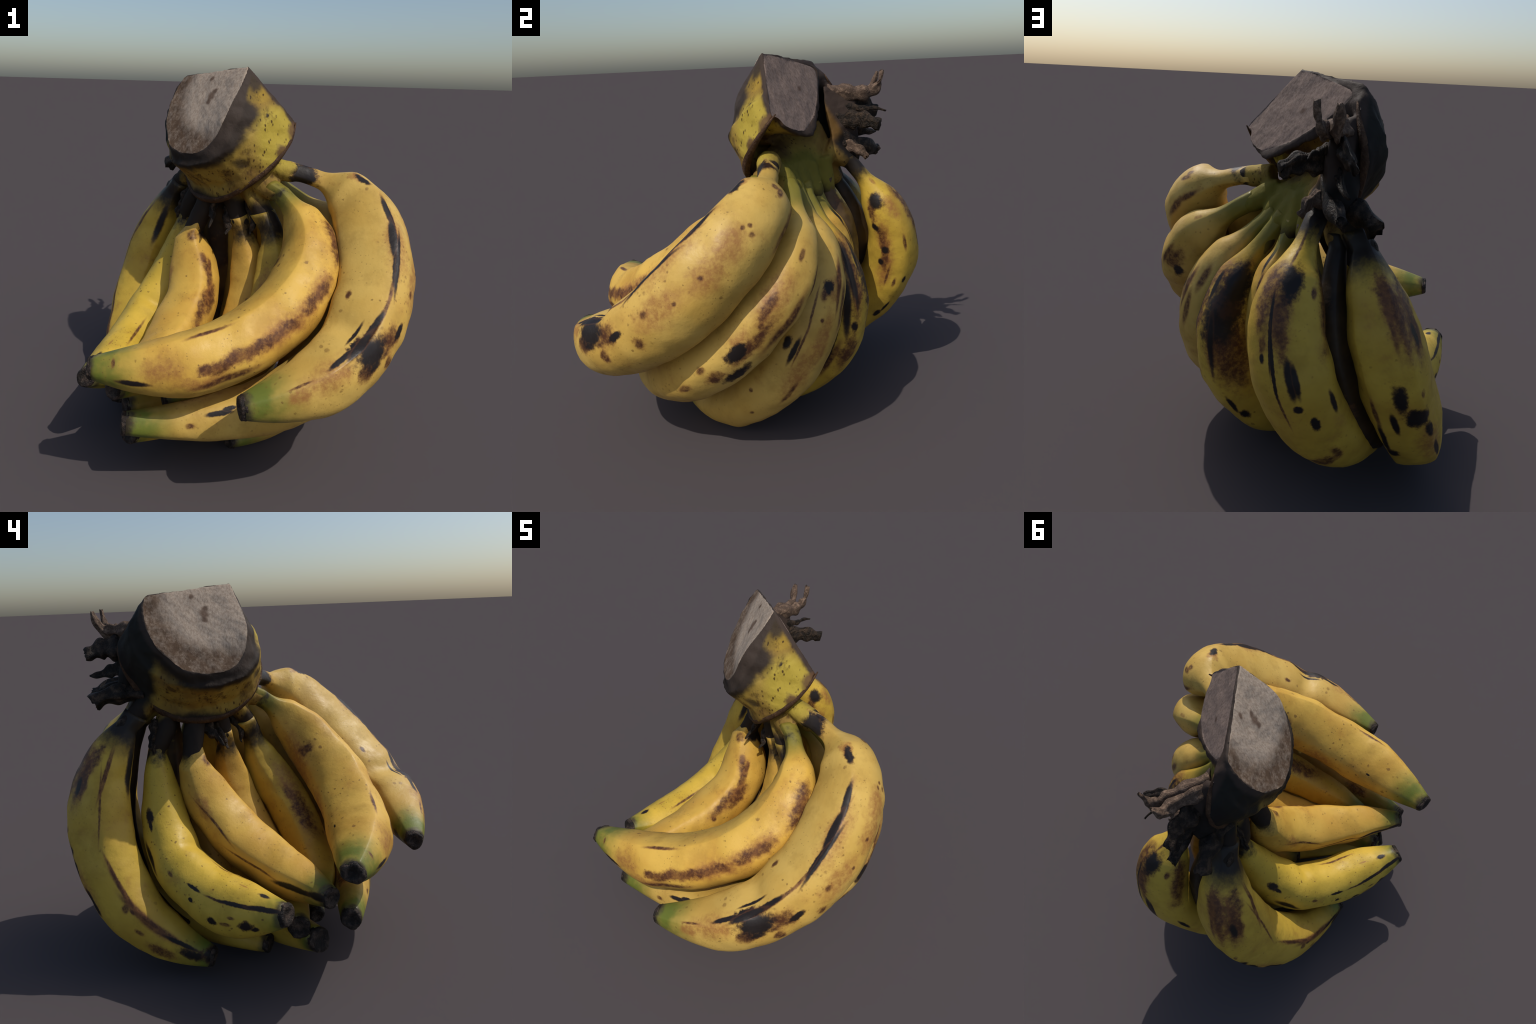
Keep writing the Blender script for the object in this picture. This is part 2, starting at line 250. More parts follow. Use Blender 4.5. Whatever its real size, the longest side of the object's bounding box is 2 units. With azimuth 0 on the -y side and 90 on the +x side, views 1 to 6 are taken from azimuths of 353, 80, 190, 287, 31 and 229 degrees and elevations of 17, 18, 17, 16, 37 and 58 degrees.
# key: blotches (t, angle, half length along, half width around, softness, colour)
BLOTCH = {
 "A": [(0.269, 275, 0.07, 0.016, 0.25, "black"), (0.381, 280, 0.085, 0.018, 0.25, "black"), (0.488, 275, 0.07, 0.013, 0.25, "black"), (0.575, 275, 0.06, 0.008, 0.3, "brown"), (0.663, 275, 0.09, 0.009, 0.3, "brown"), (0.731, 280, 0.08, 0.014, 0.25, "black"), (0.794, 285, 0.06, 0.026, 0.25, "black"), (0.844, 285, 0.06, 0.012, 0.25, "black"), (0.781, 235, 0.1, 0.075, 0.45, "black"), (0.713, 225, 0.08, 0.05, 0.5, "brown"), (0.669, 220, 0.05, 0.02, 0.3, "black"), (0.812, 225, 0.06, 0.04, 0.5, "brown"), (0.125, 260, 0.05, 0.022, 0.35, "black"), (0.106, 275, 0.05, 0.03, 0.5, "tan"), (0.938, 235, 0.045, 0.035, 0.8, "tan"), (0.888, 260, 0.12, 0.06, 0.9, "tan"), (0.931, 280, 0.04, 0.006, 0.3, "brown"), (0.394, 265, 0.15, 0.06, 0.9, "tan"), (0.969, 75, 0.035, 0.055, 0.5, "black"), (0.788, 280, 0.07, 0.018, 0.3, "black"), (0.606, 200, 0.025, 0.03, 0.4, "brown"), (0.744, 205, 0.03, 0.03, 0.5, "brown"), (0.388, 275, 0.14, 0.01, 0.4, "brown"), (0.475, 265, 0.12, 0.01, 0.4, "black"), (0.294, 275, 0.1, 0.01, 0.5, "brown"), (0.35, 205, 0.08, 0.06, 0.9, "tan"), (0.506, 215, 0.12, 0.07, 0.9, "tan"), (0.256, 210, 0.1, 0.06, 0.9, "tan"), (0.356, 210, 0.015, 0.012, 0.4, "brown"), (0.544, 220, 0.02, 0.018, 0.5, "brown"), (0.45, 210, 0.012, 0.01, 0.4, "brown"), (0.206, 195, 0.014, 0.012, 0.5, "brown"), (0.206, 210, 0.012, 0.01, 0.5, "brown"), (0.194, 205, 0.01, 0.01, 0.5, "brown"), (0.006, 235, 0.03, 0.035, 0.5, "black"), (0.006, 315, 0.07, 0.075, 0.35, "black"), (0.094, 200, 0.02, 0.018, 0.5, "brown"), (0.15, 140, 0.07, 0.02, 0.6, "brown"), (0.1, 140, 0.04, 0.015, 0.6, "brown"), (0.1, 185, 0.03, 0.015, 0.5, "brown"), (0.625, 315, 0.025, 0.012, 0.5, "brown"), (0.763, 295, 0.05, 0.008, 0.4, "black")],
 "B": [(0.15, 230, 0.05, 0.045, 0.7, "brown"), (0.2, 220, 0.06, 0.04, 0.8, "brown"), (0.356, 240, 0.1, 0.05, 0.9, "tan"), (0.363, 235, 0.05, 0.028, 0.8, "brown"), (0.494, 240, 0.11, 0.055, 0.9, "tan"), (0.438, 240, 0.05, 0.03, 0.8, "brown"), (0.594, 240, 0.1, 0.05, 0.9, "tan"), (0.569, 240, 0.05, 0.025, 0.8, "brown"), (0.719, 240, 0.075, 0.028, 0.6, "brown"), (0.781, 240, 0.06, 0.028, 0.6, "brown"), (0.819, 240, 0.03, 0.022, 0.6, "brown"), (0.65, 240, 0.06, 0.03, 0.8, "brown"), (0.9, 245, 0.09, 0.05, 0.9, "tan"), (0.838, 220, 0.1, 0.03, 0.9, "tan"), (0.794, 285, 0.05, 0.006, 0.4, "brown"), (0.944, 220, 0.05, 0.012, 0.4, "black"), (0.969, 260, 0.008, 0.02, 0.4, "brown"), (0.781, 210, 0.1, 0.02, 0.6, "brown"), (0.219, 10, 0.1, 0.05, 0.9, "tan"), (0.275, 350, 0.02, 0.05, 0.7, "brown"), (0.788, 295, 0.07, 0.01, 0.5, "brown"), (0.863, 0, 0.014, 0.006, 0.3, "black"), (0.006, 340, 0.05, 0.06, 0.4, "black"), (0.325, 45, 0.12, 0.08, 0.9, "tan"), (0.619, 45, 0.1, 0.06, 0.9, "tan")],
 "C": [(0.375, 195, 0.065, 0.035, 0.35, "black"), (0.425, 170, 0.08, 0.03, 0.4, "black"), (0.331, 185, 0.1, 0.03, 0.6, "brown"), (0.469, 185, 0.05, 0.03, 0.5, "brown"), (0.244, 210, 0.05, 0.022, 0.7, "brown"), (0.488, 215, 0.025, 0.018, 0.5, "brown"), (0.344, 210, 0.06, 0.04, 0.9, "tan"), (0.288, 195, 0.015, 0.014, 0.5, "brown"), (0.25, 165, 0.1, 0.02, 0.6, "brown"), (0.131, 190, 0.02, 0.012, 0.6, "brown"), (0.575, 195, 0.04, 0.018, 0.5, "brown"), (0.219, 210, 0.12, 0.06, 0.9, "tan"), (0.156, 115, 0.05, 0.045, 0.6, "brown"), (0.188, 105, 0.04, 0.03, 0.5, "black"), (0.156, 135, 0.06, 0.012, 0.5, "brown"), (0.062, 165, 0.02, 0.012, 0.6, "tan"), (0.938, 5, 0.05, 0.03, 0.7, "brown"), (0.913, 265, 0.045, 0.012, 0.25, "black"), (0.913, 105, 0.02, 0.02, 0.3, "black"), (0.9, 275, 0.03, 0.01, 0.25, "black"), (0.944, 245, 0.02, 0.012, 0.5, "brown")],
 "D": [(0.5, 205, .14, .05, .9, "tan"), (0.206, 205, 0.035, 0.028, 0.4, "black"), (0.225, 210, 0.03, 0.018, 0.5, "brown"), (0.425, 225, 0.05, 0.012, 0.4, "black"), (0.406, 240, 0.035, 0.02, 0.4, "black"), (0.394, 220, 0.08, 0.006, 0.4, "brown"), (0.275, 220, 0.08, 0.006, 0.5, "brown"), (0.2, 175, 0.1, 0.012, 0.4, "brown"), (0.206, 190, 0.06, 0.04, 0.8, "tan"), (0.356, 195, 0.1, 0.03, 0.8, "tan"), (0.575, 200, 0.05, 0.012, 0.6, "brown"), (0.656, 245, 0.012, 0.01, 0.4, "brown"), (0.725, 215, 0.012, 0.01, 0.4, "brown"), (0.3, 205, 0.012, 0.01, 0.4, "brown"), (0.25, 155, 0.08, 0.02, 0.5, "brown"), (0.181, 175, 0.06, 0.02, 0.6, "brown"), (0.144, 145, 0.05, 0.02, 0.6, "brown")],
 "E": [(0.138, 125, 0.2, 0.11, 0.5, "black"), (0.088, 120, 0.14, 0.07, 0.6, "black"), (0.194, 130, 0.12, 0.05, 0.6, "brown"), (0.238, 105, 0.13, 0.09, 0.8, "brown"), (0.094, 140, 0.05, 0.04, 0.6, "brown"), (0.481, 125, 0.035, 0.025, 0.4, "black"), (0.425, 135, 0.04, 0.012, 0.4, "black"), (0.213, 145, 0.12, 0.015, 0.5, "black"), (0.131, 225, 0.14, 0.018, 0.45, "black"), (0.2, 240, 0.12, 0.02, 0.45, "black"), (0.306, 250, 0.12, 0.012, 0.4, "black"), (0.144, 205, 0.14, 0.035, 0.8, "brown"), (0.256, 210, 0.025, 0.02, 0.4, "black"), (0.106, 180, 0.06, 0.012, 0.4, "black"), (0.081, 185, 0.08, 0.04, 0.8, "tan"), (0.394, 245, 0.1, 0.02, 0.5, "brown"), (0.481, 250, 0.07, 0.012, 0.5, "black"), (0.344, 220, 0.08, 0.04, 0.8, "brown")],
 "G": [(0.17, 300, .14, .05, .9, "tan"), (0.30, 297, .12, .04, .9, "tan"), (0.22, 300, .08, .022, .6, "brown"), (0.088, 165, 0.09, 0.045, 0.5, "black"), (0.131, 165, 0.1, 0.04, 0.6, "brown"), (0.156, 165, 0.08, 0.025, 0.6, "brown"), (0.106, 200, 0.12, 0.04, 0.9, "brown"), (0.163, 180, 0.12, 0.007, 0.3, "black"), (0.225, 175, 0.12, 0.007, 0.3, "black"), (0.319, 175, 0.11, 0.006, 0.3, "brown"), (0.263, 155, 0.06, 0.018, 0.35, "black"), (0.344, 155, 0.02, 0.02, 0.3, "black"), (0.413, 145, 0.04, 0.02, 0.3, "black"), (0.188, 195, 0.03, 0.015, 0.5, "brown"), (0.213, 195, 0.02, 0.012, 0.4, "black"), (0.094, 130, 0.025, 0.012, 0.5, "brown"), (0.038, 180, 0.1, 0.006, 0.4, "brown"), (0.094, 95, 0.12, 0.008, 0.5, "brown"), (0.594, 165, 0.03, 0.06, 0.6, "brown"), (0.575, 145, 0.05, 0.02, 0.5, "brown"), (0.069, 295, 0.045, 0.04, 0.5, "black"), (0.088, 315, 0.04, 0.025, 0.6, "brown"), (0.125, 315, 0.025, 0.025, 0.5, "black"), (0.163, 305, 0.05, 0.022, 0.6, "brown"), (0.206, 300, 0.025, 0.024, 0.4, "black"), (0.263, 305, 0.02, 0.018, 0.4, "black"), (0.319, 290, 0.05, 0.008, 0.4, "brown"), (0.344, 275, 0.03, 0.01, 0.4, "brown"), (0.181, 255, 0.035, 0.01, 0.4, "brown"), (0.325, 240, 0.025, 0.012, 0.35, "black"), (0.531, 260, 0.03, 0.016, 0.4, "black"), (0.481, 250, 0.03, 0.008, 0.4, "black"), (0.094, 260, 0.08, 0.03, 0.9, "tan"), (0.038, 255, 0.025, 0.01, 0.6, "tan"), (0.269, 150, 0.05, 0.012, 0.4, "black"), (0.375, 115, 0.04, 0.012, 0.4, "black"), (0.119, 85, 0.12, 0.04, 0.6, "brown")],
 "H": [(0.6, 150, .16, .06, .9, "tan"), (0.431, 170, 0.055, 0.055, 0.35, "black"), (0.344, 180, 0.07, 0.03, 0.45, "black"), (0.506, 140, 0.05, 0.02, 0.4, "black"), (0.444, 190, 0.05, 0.014, 0.35, "black"), (0.638, 130, 0.04, 0.012, 0.35, "black"), (0.088, 160, 0.03, 0.03, 0.6, "brown"), (0.125, 145, 0.1, 0.04, 0.9, "brown"), (0.131, 170, 0.1, 0.012, 0.7, "brown"), (0.138, 115, 0.09, 0.01, 0.4, "brown"), (0.188, 140, 0.03, 0.012, 0.5, "brown"), (0.537, 225, 0.08, 0.014, 0.35, "black"), (0.631, 205, 0.04, 0.03, 0.4, "black"), (0.388, 210, 0.06, 0.012, 0.4, "brown"), (0.35, 135, 0.014, 0.008, 0.4, "brown"), (0.15, 115, 0.1, 0.04, 0.8, "brown"), (0.188, 115, 0.05, 0.018, 0.5, "black"), (0.094, 105, 0.05, 0.03, 0.8, "brown"), (0.256, 75, 0.14, 0.006, 0.4, "brown"), (0.131, 75, 0.12, 0.008, 0.4, "brown"), (0.094, 20, 0.1, 0.02, 0.5, "black"), (0.663, 130, 0.05, 0.014, 0.4, "black"), (0.819, 80, 0.1, 0.02, 0.6, "brown"), (0.894, 80, 0.08, 0.02, 0.6, "brown"), (0.694, 75, 0.1, 0.012, 0.5, "brown"), (0.844, 105, 0.025, 0.012, 0.4, "brown"), (0.781, 90, 0.02, 0.01, 0.4, "brown"), (0.756, 95, 0.02, 0.02, 0.5, "brown"), (0.913, 115, 0.05, 0.03, 0.6, "brown"), (0.969, 100, 0.06, 0.03, 0.5, "black"), (1.0, 85, 0.05, 0.04, 0.4, "black"), (0.944, 85, 0.07, 0.01, 0.4, "black"), (0.088, 170, 0.05, 0.03, 0.6, "brown"), (0.163, 110, 0.08, 0.025, 0.7, "brown"), (0.125, 135, 0.1, 0.03, 0.8, "brown"), (0.119, 65, 0.1, 0.007, 0.4, "brown"), (0.625, 75, 0.1, 0.01, 0.5, "brown"), (0.85, 75, 0.06, 0.012, 0.5, "brown")],
 "I": [(0.175, 80, 0.045, 0.022, 0.3, "black"), (0.219, 80, 0.03, 0.012, 0.3, "black"), (0.694, 70, 0.03, 0.008, 0.3, "black"), (0.706, 90, 0.014, 0.012, 0.3, "black"), (0.825, 110, 0.03, 0.02, 0.35, "black"), (0.931, 115, 0.04, 0.025, 0.4, "black"), (0.95, 125, 0.02, 0.012, 0.4, "black"), (0.825, 70, 0.05, 0.006, 0.4, "brown"), (0.906, 70, 0.08, 0.01, 0.3, "black"), (0.969, 70, 0.07, 0.012, 0.3, "black"), (0.956, 20, 0.03, 0.014, 0.3, "black"), (0.894, 15, 0.02, 0.006, 0.4, "tan"), (0.363, 110, 0.06, 0.018, 0.5, "black"), (0.525, 80, 0.02, 0.01, 0.4, "brown"), (0.875, 110, 0.03, 0.01, 0.4, "brown"), (0.894, 95, 0.02, 0.008, 0.4, "brown"), (0.763, 350, 0.08, 0.008, 0.5, "brown")],
 "J": [(0.006, 215, 0.06, 0.035, 0.35, "black"), (0.0, 245, 0.04, 0.05, 0.4, "black"), (0.288, 30, 0.12, 0.007, 0.4, "brown"), (0.694, 70, 0.12, 0.007, 0.4, "brown"), (0.919, 80, 0.09, 0.016, 0.35, "black"), (0.988, 80, 0.06, 0.02, 0.35, "black"), (0.144, 35, 0.08, 0.03, 0.8, "tan"), (0.0, 315, 0.02, 0.03, 0.6, "brown"), (0.188, 280, 0.05, 0.022, 0.7, "brown"), (0.106, 275, 0.02, 0.015, 0.6, "brown"), (0.075, 290, 0.02, 0.02, 0.7, "brown"), (0.312, 275, 0.08, 0.04, 0.8, "tan"), (0.419, 280, 0.08, 0.03, 0.8, "brown"), (0.588, 270, 0.016, 0.016, 0.5, "brown"), (0.325, 270, 0.06, 0.03, 0.8, "brown"), (0.106, 285, 0.03, 0.03, 0.8, "brown")],
 "L": [(0.356, 330, 0.03, 0.03, 0.7, "brown"), (0.263, 320, 0.12, 0.06, 0.9, "tan"), (0.537, 325, 0.1, 0.05, 0.8, "brown")],
 "X": [(0.125, 180, 0.04, 0.008, 0.4, "brown"), (0.044, 185, 0.08, 0.01, 0.3, "black")],
 "M": [(.03, 120, .09, .06, .4, "skin"), (.03, 60, .09, .06, .4, "skin")],
}


def banana_material(key):
    kind, green, black, freck = SKIN[key]
    n = Nodes("banana_skin")
    c1, c2 = YELLOW[kind]
    col = n.mix(n.ramp(n.noise(3.5, 3.0), .35, .65), c1, c2)
    ochre = n.math("MULTIPLY", n.ramp(n.noise(6.0, 5.0, .65), .45, .70), .55)
    col = n.mix(ochre, col, tuple(.74 * c for c in c2))
    # tan scuffing
    col = n.mix(n.math("MULTIPLY", n.ramp(n.noise(7.0, 5.0, .7), .56, .75), .35), col, TAN)
    warp = n.warped(.07, 8.0)
    fine = n.warped(.028, 30.0)
    tiny = n.warped(.009, 60.0)
    ts = np.array([0, .02, .5, 1.0])
    X, r, T, N, B = banana_frames(key, ts)
    # green shoulder behind the flower end
    dt = n.vmath("DISTANCE", warp, tuple(X[3]))
    if green:
        uneven = n.ramp(n.noise(7.0, 3.0), .30, .62, .45, 1.0)
        col = n.mix(n.math("MULTIPLY", n.ramp(dt, green * .55, green * 1.6, .95, 0.0), uneven), col, GREEN)
        crust = n.ramp(n.noise(16.0, 5.0, .7), .42, .58)
        col = n.mix(n.ramp(dt, .055, .085, .95, 0.0), col, n.mix(crust, (.05, .035, .022), (.10, .085, .030)))
    v3 = n.voronoi(52.0, tiny)
    fr3 = n.math("MULTIPLY", n.ramp(v3, .10, .22, 1.0, 0.0), n.ramp(n.noise(6.5, 3.0), .46, .6))
    col = n.mix(n.math("MULTIPLY", fr3, freck * .8), col, (.16, .08, .02))
    # small freckles, elongated only by chance
    v = n.voronoi(24.0, fine)
    gate = n.ramp(n.noise(5.0, 2.0), .42, .62)
    fr = n.math("MULTIPLY", n.ramp(v, .10, .19, 1.0, 0.0), gate)
    col = n.mix(n.math("MULTIPLY", fr, freck), col, (.14, .065, .015))
    v2 = n.voronoi(11.0, fine)
    fr2 = n.math("MULTIPLY", n.ramp(v2, .09, .16, 1.0, 0.0), n.ramp(n.noise(3.0, 2.0, vec=warp), .5, .6))
    col = n.mix(n.math("MULTIPLY", fr2, freck), col, (.17, .075, .02))
    rag, mott = n.noise(26.0, 6.0, .7), n.noise(40.0, 4.0, .7)
    for (t, ang, la, lw, soft, what) in sorted(BLOTCH.get(key, ()), key=lambda b: ("skin", "tan", "brown", "black").index(b[5])):
        tt = np.array([t])
        p = surface(key, tt, np.array([math.radians(ang)]))[0, 0]
        Xc, _, Tc, Nc, Bc = banana_frames(key, tt)
        rad = p - Xc[0]
        rad -= Tc[0] * (rad @ Tc[0])
        rad /= np.linalg.norm(rad)
        side = np.cross(rad, Tc[0])
        size = .9 if what == "black" and la < 3 * lw else 1.0
        if what == "brown" and soft >= .6:
            la = la * 1.5
        elif la > 3 * lw:
            la = la * 1.35
        d = n.ellipsoid(tiny if lw < .025 else fine if soft < .45 else warp, tuple(p), (Tc[0], side, rad), (la * size, lw * size, .07))
        if min(la, lw) > .009:
            d = n.math("ADD", d, n.math("MULTIPLY", n.math("SUBTRACT", rag, .5), 1.8 if lw > .02 else 1.5 if lw > .011 and la < 3 * lw else .6))
        m = n.ramp(d, 1.0 - soft * .7, 1.0 + soft * .6, 1.0, 0.0)
        if what == "brown":
            col = n.mix(n.ramp(d, .9 - soft * .3, 1.25 + soft * .6, .55, 0.0), col, (.26, .105, .030))
            m = n.math("MULTIPLY", n.ramp(d, .55, 1.05 + soft * .3, 1.0, 0.0), n.ramp(mott, .3, .62, .35, 1.0))
            col = n.mix(m, col, BROWN)
        elif what == "tan":
            col = n.mix(n.math("MULTIPLY", m, n.ramp(mott, .3, .65, .3, .8)), col, TAN)
        elif what == "skin":
            col = n.mix(m, col, (.46, .33, .07))
        elif what == "green":
            col = n.mix(n.math("MULTIPLY", m, .8), col, GREEN)
        else:
            ring = n.ramp(d, 1.0 - soft * .2, 1.18 + soft * .7, .75, 0.0)
            col = n.mix(ring, col, BROWN)
            col = n.mix(m, col, BLACK)
    if key in NECK:
        dn = n.vmath("DISTANCE", warp, tuple(X[0]))
        col = n.mix(n.ramp(dn, .06, NECK[key], .95, 0.0), col, (.17, .15, .022))
    if black:
        dn = n.vmath("DISTANCE", warp, tuple(X[0]))
        col = n.mix(n.ramp(n.math("ADD", dn, n.math("MULTIPLY", n.math("SUBTRACT", rag, .5), .10)), black * .55, black * 1.6, 1.0, 0.0), col, (.022, .016, .012))
    bump = n.math("ADD", n.noise(45.0, 4.0, .6), n.math("MULTIPLY", n.noise(9.0, 3.0), 1.5))
    return n.finish(col, n.ramp(n.noise(12.0), .3, .7, .42, .58), .3, bump, .25, .006)


def dark_material(name, a=(.016, .012, .010), b=(.07, .045, .032), scale=18.0, stretch=None, rough=.6):
    n = Nodes(name)
    vec = n.co
    f = n.noise(scale, 6.0, .7)
    col = n.mix(n.ramp(f, .42, .72), a, b)
    g = n.noise(scale * 4, 3.0)
    return n.finish(col, rough, .2, n.math("ADD", f, n.math("MULTIPLY", g, .4)), .8, .015)


# ---------------------------------------------------------------- OBJECT TOOLS
def mesh_object(name, verts, faces, mat, parent, smooth=True):
    me = bpy.data.meshes.new(name)
    me.from_pydata([tuple(map(float, v)) for v in verts], [], faces)
    me.validate()
    me.update()
    if smooth:
        me.polygons.foreach_set("use_smooth", [True] * len(me.polygons))
    ob = bpy.data.objects.new(name, me)
    bpy.context.scene.collection.objects.link(ob)
    if mat:
        me.materials.append(mat)
    ob.parent = parent
    return ob


def ring_faces(nr, ns, cap0=True, cap1=True):
    f = []
    for i in range(nr - 1):
        for j in range(ns):
            k = (j + 1) % ns
            f.append((i * ns + j, i * ns + k, (i + 1) * ns + k, (i + 1) * ns + j))
    if cap0:
        f.append(tuple(range(ns))[::-1])
    if cap1:
        f.append(tuple((nr - 1) * ns + j for j in range(ns)))
    return f


def tube(name, points, radii, mat, parent, seed=0, sides=14, steps=26, rough=.0, flat=1.0, ragged=.0, twist=.0):
    """a tapered stalk along a smooth path, wrinkled lengthwise"""
    P = np.array(points, float)
    nb = bspline_basis(len(P), np.linspace(0, 1, steps)) if len(P) > 3 else None
    ts = np.linspace(0, 1, steps)
    if nb is not None:
        X, r = nb @ P, nb @ np.array(radii, float)
    else:
        X = np.stack([np.interp(ts, np.linspace(0, 1, len(P)), P[:, i]) for i in range(3)], 1)
        r = np.interp(ts, np.linspace(0, 1, len(P)), radii)
    if twist:
        rt = np.random.default_rng(seed + 100)
        f, w0 = rt.uniform(5, 11, 3), rt.uniform(0, 6.28, 3)
        X = X + twist * (ts[:, None] ** .7) * np.sin(f * ts[:, None] + w0) - twist * np.sin(w0) * (1 - ts[:, None]) * 0
        r = r * (1 + .18 * np.sin(f[0] * 2.2 * ts + w0[1]))
    T = np.gradient(X, axis=0)
    T /= np.linalg.norm(T, axis=1)[:, None]
    ref = np.array((.31, .22, .92))
    if abs(T[len(T) // 2] @ ref) > .85:
        ref = np.array((.9, -.3, .1))
    verts = []
    ph = np.linspace(0, 2 * np.pi, sides, endpoint=False)
    rg = np.random.default_rng(seed)
    a = rg.uniform(-1, 1, (4,)) * rough
    w = rg.uniform(0, 6.28, 4)
    end = rg.uniform(-1, 1, sides) * ragged
    for i in range(steps):
        n = ref - (T[i] @ ref) * T[i]
        n /= np.linalg.norm(n)
        b = np.cross(T[i], n)
        lump = 1 + sum(a[k] * np.sin((k + 2) * ph + w[k] + 2.5 * ts[i] * (k - 1.5)) for k in range(4))
        c, s = np.cos(ph) * r[i] * lump, np.sin(ph) * r[i] * lump * flat
        push = (end * max(0, (ts[i] - .8) / .2))[:, None] * T[i]
        verts.append(X[i] + c[:, None] * n + s[:, None] * b + push)
    return mesh_object(name, np.concatenate(verts), ring_faces(steps, sides), mat, parent)


# ---------------------------------------------------------------- THE THING
root = bpy.data.objects.new("banana_bunch", None)
bpy.context.scene.collection.objects.link(root)
root["label"] = "bunch of ripe spotted bananas on a cut brown crown"
root["category"] = "banana bunch"

tip_mat = dark_material("blossom_end", (.018, .014, .012), (.11, .075, .055), 22.0)


def build_banana(key, index):
    ns, nr = 64, 110
    # spacing: denser towards both ends
    s = np.linspace(0, 1, nr)
    ts = .5 - .5 * np.cos(np.pi * s) * .35 - (.5 - s) * .65
    ts = np.clip(ts, 0, 1) * (TIP_T + .002)
    ph = np.linspace(0, 2 * np.pi, ns, endpoint=False)
    body = surface(key, ts, ph)
    X, r, T, N, B = banana_frames(key, ts)
    rootp = np.array(BANANAS[key]["root"])
    # soft lumps and dents on the skin
    flat = body.reshape(-1, 3)
    lump = fbm(flat, 4.5, 2, index * 1.7) * .011 + fbm(flat, 13.0, 2, index + .4) * .0026
    out = flat - np.repeat(X, ns, 0)
    out /= np.linalg.norm(out, axis=1)[:, None] + 1e-9
    env = np.repeat(np.minimum(1, r / .1) * np.clip((.95 - ts) / .06, 0, 1), ns)
    for (a, ang, deep, wide) in STEP.get(key, ()):
        g = np.exp(-((ts - a) / wide) ** 2)[:, None] * np.clip(np.cos(ph - math.radians(ang)), 0, 1)[None, :] ** 2
        lump = lump - (g * deep * r[:, None]).ravel()
    flat = flat + out * (lump * env)[:, None]
    # stalk running back into the crown
    first = flat[:ns]
    back = []
    for q in (1.0, .75, .5, .25):
        c = X[0] + (rootp - X[0]) * q * .35
        back.append(c + (first - X[0]) * (1 + (-.5 if r[0] > .07 else .1) * q))
    verts = np.concatenate([*back, flat])
    ob = mesh_object("banana", verts, ring_faces(nr + 4, ns), banana_material(key), root)
    # flower end: blunt dry stub with a rim and a hollow
    tt = np.linspace(TIP_T, 1.0, 9)
    tip = surface(key, tt, ph)
    Xt, rt, Tt, _, _ = banana_frames(key, tt)
    rings = [Xt[i] + (tip[i] - Xt[i]) * (1.012 + .008 * np.sin(i)) for i in range(9)]
    for f, a in ((.93, .004), (.80, .006), (.62, .005), (.45, .000), (.2, -.003)):
        rings.append(Xt[-1] + (tip[-1] - Xt[-1]) * f + Tt[-1] * a)
    tv = np.concatenate(rings)
    k = fbm(tv, 26.0, 3, index + 9.0)
    o = tv - Xt[-3]
    o /= np.linalg.norm(o, axis=1)[:, None]
    tv = tv + o * (k * .007)[:, None]
    mesh_object("blossom_tip", tv, ring_faces(len(rings), ns), tip_mat, ob)
    return ob


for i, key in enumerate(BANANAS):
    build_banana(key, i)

# ---------------------------------------------------------------- THE CROWN
RIDGE_A, RIDGE_B = np.array((.027, .089, 1.985)), np.array((-.25, .385, 1.938))
FACE1_N = np.array((-.67, -.55, .50)) / np.linalg.norm((-.67, -.55, .50))
FACE2_N = np.array((.60, .63, .50)) / np.linalg.norm((.60, .63, .50))
FACE1 = [(.022, .08, 1.98), (-.06, .0, 1.90), (-.13, -.05, 1.775), (-.19, -.065, 1.67), (-.225, -.02, 1.59), (-.262, .04, 1.54),
         (-.315, .13, 1.52), (-.365, .235, 1.54), (-.41, .33, 1.66), (-.385, .40, 1.77), (-.335, .43, 1.87), (-.29, .445, 1.925)]
FACE2 = [(.125, .325, 1.56), (.205, .225, 1.58), (.265, .146, 1.636), (.275, .10, 1.70), (.20, .07, 1.80), (.11, .07, 1.89), (-.02, .385, 1.63), (-.108, .415, 1.705), (-.19, .43, 1.83)]
# lower lip of the crown, and the waist of skin above it, point by point
RIM = [(.30, .085, 1.70), (.275, .02, 1.62), (.20, -.03, 1.53), (.11, -.045, 1.44), (.01, -.03, 1.36), (-.10, .065, 1.265), (-.19, .163, 1.25),
       (-.248, .268, 1.252), (-.28, .385, 1.285), (-.297, .485, 1.37), (-.325, .56, 1.486), (-.345, .598, 1.60), (-.34, .60, 1.70), (-.305, .565, 1.77), (-.285, .50, 1.865)]
WAIST = [(.20, .05, 1.80), (.15, .0, 1.74), (.08, -.05, 1.68), (.0, -.085, 1.62), (-.09, -.095, 1.57), (-.20, -.06, 1.50), (-.295, .04, 1.465),
         (-.365, .16, 1.46), (-.395, .28, 1.49), (-.42, .39, 1.56), (-.425, .46, 1.65), (-.41, .495, 1.74), (-.37, .50, 1.80), (-.335, .475, 1.855), (-.30, .46, 1.90)]
CORE = np.array((.0, .28, 1.66))
# web of flesh that joins the stalks under the crown
FAN = [(-.14, .26, 1.56), (-.04, .10, 1.50), (.19, .10, 1.37), (.10, .155, 1.32), (.025, .215, 1.29), (-.065, .295, 1.29), (-.135, .405, 1.32), (-.18, .51, 1.42), (-.19, .48, 1.54), (-.20, .44, 1.62),
       (.16, .05, 1.37), (.10, .12, 1.25), (.0, .22, 1.22), (-.09, .31, 1.21), (-.17, .42, 1.24), (-.26, .5, 1.32), (-.26, .32, 1.5)]
